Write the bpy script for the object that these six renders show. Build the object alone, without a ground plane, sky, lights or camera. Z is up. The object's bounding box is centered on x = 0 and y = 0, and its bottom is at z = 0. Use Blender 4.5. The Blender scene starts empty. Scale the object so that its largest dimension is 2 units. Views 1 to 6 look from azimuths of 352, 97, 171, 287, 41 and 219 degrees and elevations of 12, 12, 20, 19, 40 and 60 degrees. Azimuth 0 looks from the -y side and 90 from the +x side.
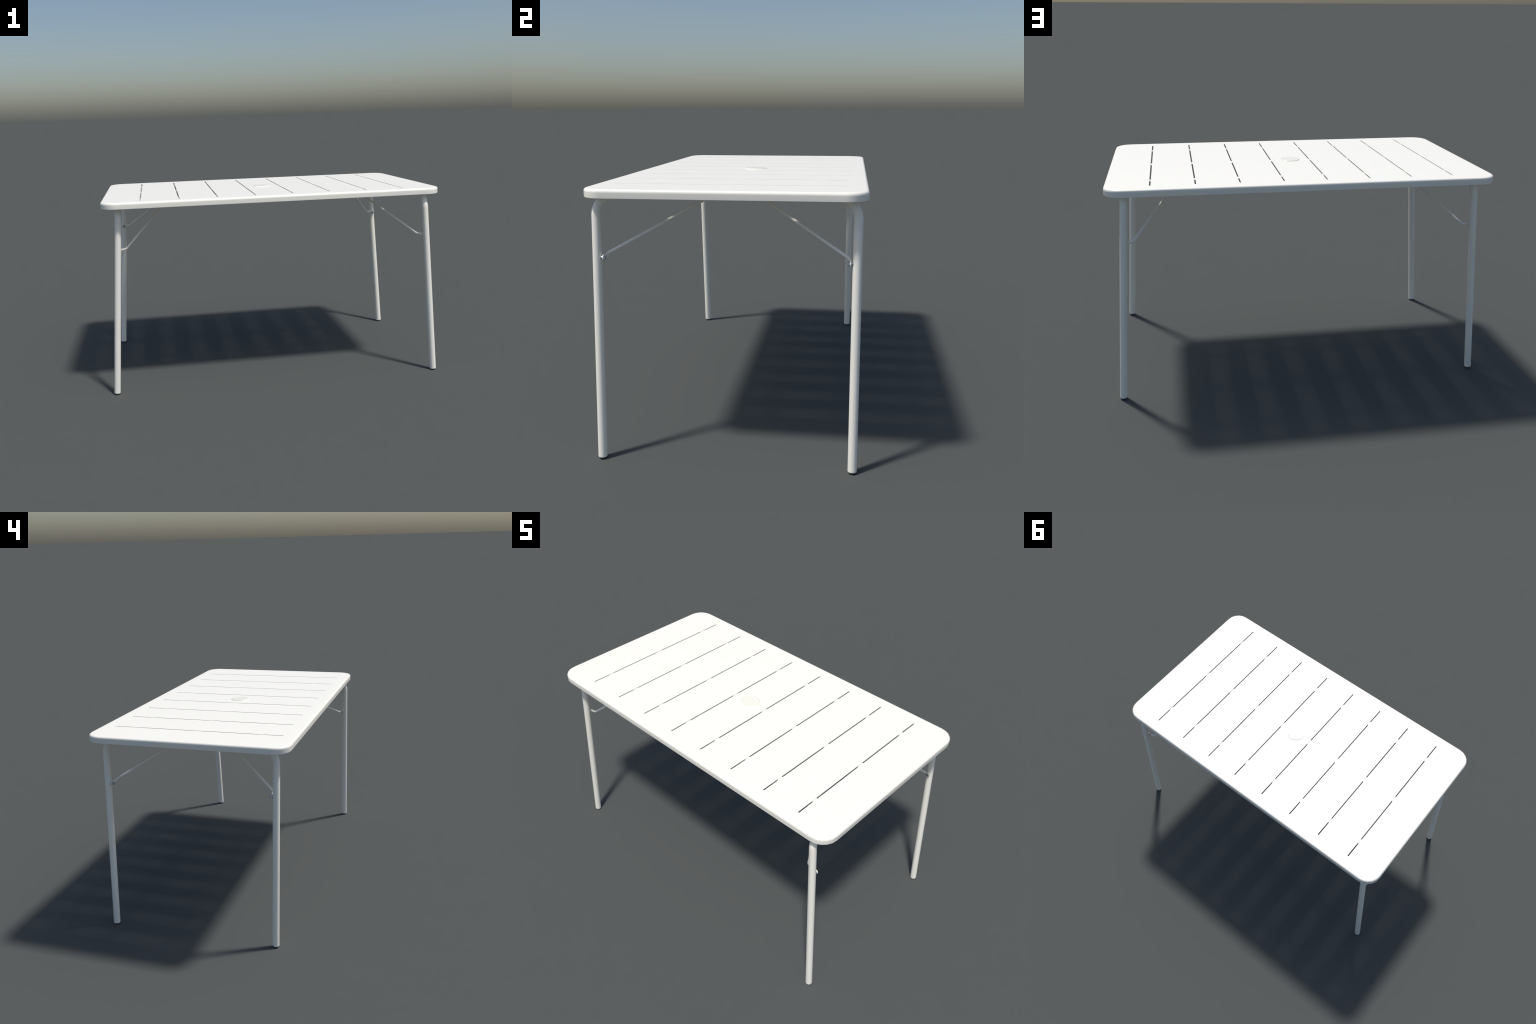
# White slotted metal garden table with two folding leg frames.
import bpy, bmesh, math
from mathutils import Vector

# ---------------------------------------------------------------- sizes (metres)
HALF_X, HALF_Y = 0.9982, 0.5685          # table top half extents
Z_TOP, Z_RIM = 1.1509, 1.1145          # upper face, lower edge of the folded rim
CORNER_R, CORNER_SEG = 0.090, 5        # plan corner
EDGE_R, EDGE_SEG = 0.012, 4            # rolled upper edge
SHEET = 0.0040                         # depth seen in the slots
RIM_T = 0.005                          # rim thickness
SLOT_PITCH, SLOT_W, SLOT_HALF = 0.2215, 0.0076, 0.4915
LEG_R = 0.0189
LEG_X0, LEG_SLOPE = 0.9815, 0.0730     # leg axis: x = LEG_X0 - LEG_SLOPE * z
BEND_R, BAR_Z = 0.081, 1.118           # bend of the leg frame, height of its cross bar
ROD_R = 0.0065
LEG_Y = {1: 0.529, -1: 0.487}          # the narrower frame folds inside the wider one

col = bpy.context.scene.collection


# ---------------------------------------------------------------- materials
def coat(name, rgb, rough, spec=0.5, grain=0.02):
    m = bpy.data.materials.new(name); m.use_nodes = True
    nt = m.node_tree; b = nt.nodes["Principled BSDF"]
    tc = nt.nodes.new("ShaderNodeTexCoord")
    n = nt.nodes.new("ShaderNodeTexNoise"); n.inputs["Scale"].default_value = 9.0
    n.inputs["Detail"].default_value = 3.0
    r = nt.nodes.new("ShaderNodeValToRGB")
    lo = [c * (1 - grain) for c in rgb]; hi = [min(1, c * (1 + grain)) for c in rgb]
    r.color_ramp.elements[0].position = 0.3; r.color_ramp.elements[0].color = (*lo, 1)
    r.color_ramp.elements[1].position = 0.7; r.color_ramp.elements[1].color = (*hi, 1)
    nt.links.new(tc.outputs["Object"], n.inputs["Vector"])
    nt.links.new(n.outputs["Fac"], r.inputs["Fac"])
    nt.links.new(r.outputs["Color"], b.inputs["Base Color"])
    b.inputs["Roughness"].default_value = rough
    b.inputs["Specular IOR Level"].default_value = spec
    return m


def metal(name, rgb, rough):
    m = bpy.data.materials.new(name); m.use_nodes = True
    nt = m.node_tree; b = nt.nodes["Principled BSDF"]
    tc = nt.nodes.new("ShaderNodeTexCoord")
    n = nt.nodes.new("ShaderNodeTexNoise"); n.inputs["Scale"].default_value = 120.0
    mr = nt.nodes.new("ShaderNodeMapRange")
    mr.inputs["To Min"].default_value = rough * 0.8; mr.inputs["To Max"].default_value = rough * 1.2
    nt.links.new(tc.outputs["Object"], n.inputs["Vector"])
    nt.links.new(n.outputs["Fac"], mr.inputs["Value"])
    nt.links.new(mr.outputs["Result"], b.inputs["Roughness"])
    b.inputs["Base Color"].default_value = (*rgb, 1)
    b.inputs["Metallic"].default_value = 1.0
    return m


WHITE = coat("white_powder_coat", (0.99, 0.96, 0.865), 0.35, grain=0.004)
CAPM = coat("white_plastic", (0.94, 0.925, 0.80), 0.21, grain=0.004)
NEAR_BLACK = coat("near_black_matte", (0.02, 0.02, 0.02), 0.6, grain=0.1)
STEEL = metal("zinc_steel", (0.55, 0.56, 0.57), 0.2)


# ---------------------------------------------------------------- helpers
def finish(bm, name, mat, parent, angle=35.0, weighted=False):
    bmesh.ops.recalc_face_normals(bm, faces=bm.faces)
    for f in bm.faces:
        f.smooth = True
    lim = math.radians(angle)
    for e in bm.edges:
        e.smooth = not (len(e.link_faces) == 2 and e.calc_face_angle(0) > lim)
    me = bpy.data.meshes.new(name); bm.to_mesh(me); bm.free()
    me.materials.append(mat)
    ob = bpy.data.objects.new(name, me); col.objects.link(ob); ob.parent = parent
    if weighted:
        w = ob.modifiers.new("normals", "WEIGHTED_NORMAL"); w.keep_sharp = True
    return ob


def empty(name):
    ob = bpy.data.objects.new(name, None); col.objects.link(ob); return ob


def ring(bm, pts):
    return [bm.verts.new(p) for p in pts]


def bridge(bm, a, b):
    n = len(a)
    for i in range(n):
        bm.faces.new((a[i], a[(i + 1) % n], b[(i + 1) % n], b[i]))


def fillet(points, radii, seg):
    """polyline with its inner corners rounded"""
    out = [Vector(points[0])]
    for i in range(1, len(points) - 1):
        p = Vector(points[i]); a = (Vector(points[i - 1]) - p).normalized(); b = (Vector(points[i + 1]) - p).normalized()
        half = a.angle(b) / 2; r = radii[i - 1]
        c = p + (a + b).normalized() * (r / math.sin(half)); t = r / math.tan(half)
        s, e = p + a * t - c, p + b * t - c
        for k in range(seg + 1):
            out.append(c + s.normalized().slerp(e.normalized(), k / seg) * r)
    out.append(Vector(points[-1]))
    return out


def sweep(bm, path, r, sides=16, up=None, caps=(True, True), scale=None, bevel=0.0):
    """tube along a path; scale(i) -> (along normal, along binormal) flattens the section"""
    path = [Vector(p) for p in path]; n = len(path); rings = []
    t0 = (path[1] - path[0]).normalized()
    nrm = Vector(up) if up else t0.orthogonal()
    for i, p in enumerate(path):
        t = (path[min(i + 1, n - 1)] - path[max(i - 1, 0)]).normalized()
        nrm = (nrm - t * nrm.dot(t)).normalized(); bn = t.cross(nrm)
        # keep the tube width through the corners (mitre)
        sx, sy = scale(i) if scale else (1, 1)
        rings.append(ring(bm, [p + nrm * (math.cos(a) * r * sx) + bn * (math.sin(a) * r * sy)
                               for a in (math.tau * k / sides for k in range(sides))]))
    for a, b in zip(rings, rings[1:]):
        bridge(bm, a, b)
    for flag, rg in zip(caps, (rings[0], rings[-1])):
        if flag:
            bm.faces.new(rg)
    return rings


def lathe(bm, profile, origin, axis, sides=24, radius_fn=None):
    """revolve (r, h) pairs about an axis; closes both ends"""
    ax = Vector(axis).normalized(); u = ax.orthogonal().normalized(); v = ax.cross(u); o = Vector(origin)
    rings = []
    for j, (r, h) in enumerate(profile):
        pts = []
        for k in range(sides):
            a = math.tau * k / sides
            hh = h + (radius_fn(j, a) if radius_fn else 0.0)
            pts.append(o + ax * hh + (u * math.cos(a) + v * math.sin(a)) * r)
        rings.append(ring(bm, pts))
    for a, b in zip(rings, rings[1:]):
        bridge(bm, a, b)
    bm.faces.new(rings[0]); bm.faces.new(rings[-1])


def box(bm, lo, hi):
    v = [bm.verts.new((x, y, z)) for z in (lo[2], hi[2]) for x, y in
         ((lo[0], lo[1]), (hi[0], lo[1]), (hi[0], hi[1]), (lo[0], hi[1]))]
    bm.faces.new(v[3::-1]); bm.faces.new(v[4:])
    for i in range(4):
        j = (i + 1) % 4; bm.faces.new((v[i], v[j], v[j + 4], v[i + 4]))


def rounded_rect(hx, hy, r, seg, cx=0.0, cy=0.0, z=0.0):
    pts = []
    for q, (sx, sy) in enumerate(((1, 1), (-1, 1), (-1, -1), (1, -1))):
        for k in range(seg + 1):
            a = math.pi / 2 * (q + k / seg)
            pts.append((cx + sx * (hx - r) + r * math.cos(a), cy + sy * (hy - r) + r * math.sin(a), z))
    return pts


# ---------------------------------------------------------------- the table
table = empty("folding_table")
table["label"] = "white slotted metal folding garden table with tubular legs"
table["category"] = "garden table"


# table top: pressed sheet with rolled edge, folded rim and eight long slots
def outline(inset, z):
    return rounded_rect(HALF_X - inset, HALF_Y - inset, CORNER_R - inset, CORNER_SEG, z=z)


def build_top():
    bm = bmesh.new()
    prof = []
    for k in range(EDGE_SEG + 1):
        a = math.pi / 2 * k / EDGE_SEG
        prof.append((EDGE_R * (1 - math.sin(a)), Z_TOP - EDGE_R * (1 - math.cos(a))))
    prof += [(0.0, Z_TOP - EDGE_R - 0.0014), (0.0, Z_RIM + 0.0015), (0.0012, Z_RIM), (RIM_T, Z_RIM), (RIM_T, Z_TOP - EDGE_R), (EDGE_R, Z_TOP - SHEET)]
    rings = [ring(bm, outline(i, z)) for i, z in prof]
    for a, b in zip(rings, rings[1:]):
        bridge(bm, a, b)
    upper, lower = [rings[0]], [rings[-1]]
    for i in range(8):
        x = (i - 3.5) * SLOT_PITCH; lip = 0.0004
        lv = [ring(bm, rounded_rect(SLOT_W / 2 + g, SLOT_HALF + g, 0.0018 + g, 3, cx=x, z=z))
              for g, z in ((lip, Z_TOP), (lip * 0.3, Z_TOP - lip * 0.3), (0, Z_TOP - lip), (0, Z_TOP - SHEET))]
        for a, b in zip(lv, lv[1:]):
            bridge(bm, a, b)
        upper.append(lv[0]); lower.append(lv[-1])
    for loops in (upper, lower):
        es = []
        for lp in loops:
            for a, b in zip(lp, lp[1:] + lp[:1]):
                es.append(bm.edges.get((a, b)) or bm.edges.new((a, b)))
        bmesh.ops.triangle_fill(bm, use_beauty=True, use_dissolve=False, edges=es)
    return finish(bm, "tabletop", WHITE, table, 40, weighted=True)


build_top()


# cap over the parasol hole, with a ring groove and a small prying notch
def build_cap():
    bm = bmesh.new(); H = 0.0038
    prof = [(0.0565, -0.002), (0.0565, 0.0003), (0.0553, 0.0021), (0.0530, 0.0033), (0.0500, H), (0.0425, H),
            (0.0412, H - 0.0008), (0.0402, H - 0.0008), (0.0390, H - 0.0004), (0.030, H - 0.0004)]
    ang = math.radians(43)

    def notch(j, a):
        d = abs((a - ang + math.pi) % math.tau - math.pi)
        return -0.0026 if j in (6, 7) and d < 0.13 else 0.0
    sides = 72; rings = []
    for j, (r, h) in enumerate(prof):
        rings.append(ring(bm, [(r * math.cos(a), r * math.sin(a), Z_TOP + h + notch(j, a))
                               for a in (math.tau * k / sides for k in range(sides))]))
    for a, b in zip(rings, rings[1:]):
        bridge(bm, a, b)
    bm.faces.new(rings[0]); bm.faces.new(rings[-1])
    return finish(bm, "parasol_hole_cap", CAPM, table, 60, weighted=True)


build_cap()

# rails under the sheet, seen through the slots
for y, hw in ((0.0, 0.019), (-0.367, 0.0155), (0.367, 0.0155)):
    bm = bmesh.new()
    box(bm, (-0.865, y - hw, Z_TOP - 0.050), (0.865, y + hw, Z_TOP - SHEET - 0.0012))
    finish(bm, "support_rail", WHITE, table)


def leg_axis(side, sy, z):
    return Vector((side * (LEG_X0 - LEG_SLOPE * z), sy * LEG_Y[side], z))


def build_frame(side):
    Y = LEG_Y[side]
    top_x = side * (LEG_X0 - LEG_SLOPE * BAR_Z)
    foot = leg_axis(side, -1, 0.0052); foot2 = leg_axis(side, 1, 0.0052)
    path = fillet([foot, (top_x, -Y, BAR_Z), (top_x, Y, BAR_Z), foot2], [BEND_R, BEND_R], 6)
    # the tube ends are slightly rounded
    path[1:1] = [leg_axis(side, -1, z) for z in (0.0075, 0.0095, BAR_Z - BEND_R - 0.012)]
    path[-1:-1] = [leg_axis(side, 1, z) for z in (BAR_Z - BEND_R - 0.012, 0.0095, 0.0075)]
    last = len(path) - 1
    bm = bmesh.new(); sweep(bm, path, LEG_R, 20, up=(1, 0, 0), scale=lambda i: (0.93, 0.93) if i in (0, last) else (1, 1))
    fr = finish(bm, "leg_frame", WHITE, table)
    for sy in (-1, 1):
        bm = bmesh.new()
        ax = (leg_axis(side, sy, 1.0) - leg_axis(side, sy, 0)).normalized()
        tilt = LEG_R * LEG_SLOPE
        r = LEG_R - 0.0025
        lathe(bm, [(r - 0.002, 0.0), (r, 0.0015), (r, 0.012)], leg_axis(side, sy, tilt * 0.75), ax, 20)
        finish(bm, "dark_leg_base", NEAR_BLACK, fr)
    # straps that hold the cross bar to the sheet
    for y in (-0.26, 0.26):
        bm = bmesh.new()
        sweep(bm, [(top_x, y - 0.014, BAR_Z), (top_x, y + 0.014, BAR_Z)], LEG_R + 0.002, 20)
        box(bm, (top_x - 0.034, y - 0.013, Z_TOP - SHEET - 0.0045), (top_x + 0.034, y + 0.013, Z_TOP - SHEET - 0.001))
        finish(bm, "bar_clamp", WHITE, fr)
    return fr


def build_brace(side, sy):
    Y = LEG_Y[side]
    inner = Y - LEG_R                                   # inner face of the leg
    yb = inner - 0.0075
    eye = Vector((side * 0.919, sy * yb, 0.8612))
    neck = eye + Vector((-side * 0.017, 0, 0.0035))
    bend = Vector((side * 0.8705, sy * (yb - 0.0035), 0.8715))
    high = Vector((side * 0.605, sy * 0.062, 1.1105))
    end = Vector((side * 0.592, sy * 0.006, 1.117))
    path = fillet([eye, bend, high, end], [0.024, 0.03], 6)
    path.insert(1, neck); path.insert(2, neck + (bend - neck) * 0.18)
    # flattened where it meets the leg, then round
    flat = {0: (0.36, 1.75), 1: (0.42, 1.65), 2: (0.8, 1.2)}
    bm = bmesh.new()
    sweep(bm, path, ROD_R, 14, up=(0, 1, 0), scale=lambda i: flat.get(i, (1, 1)))
    lathe(bm, [(0.0120, -0.0024), (0.0132, -0.0012), (0.0132, 0.0012), (0.0120, 0.0024)], eye, (0, 1, 0), 24)
    br = finish(bm, "brace", WHITE, table, 50)
    # bolt: spacer next to the leg, nut with a domed tip on the inside
    d = -sy
    bm = bmesh.new()
    lathe(bm, [(0.0085, -0.0115), (0.0096, -0.0108), (0.0096, -0.0030), (0.0088, -0.0023)], eye, (0, d, 0), 20)
    finish(bm, "spacer", STEEL, br)
    bm = bmesh.new()
    lathe(bm, [(0.0093, 0.0023), (0.0099, 0.0028), (0.0099, 0.0066), (0.0090, 0.0078)], eye, (0, d, 0), 6)
    lathe(bm, [(0.0042, 0.0070), (0.0042, 0.0090), (0.0030, 0.0102), (0.0012, 0.0107)], eye, (0, d, 0), 14)
    finish(bm, "bolt", STEEL, br)
    return br


for side in (1, -1):
    build_frame(side)
    for sy in (-1, 1):
        build_brace(side, sy)
    # bracket on the middle rail in which the braces end
    bm = bmesh.new()
    x = side * 0.592
    box(bm, (x - 0.016, -0.024, 1.0970), (x + 0.016, 0.024, Z_TOP - 0.0505))
    finish(bm, "brace_bracket", WHITE, table)
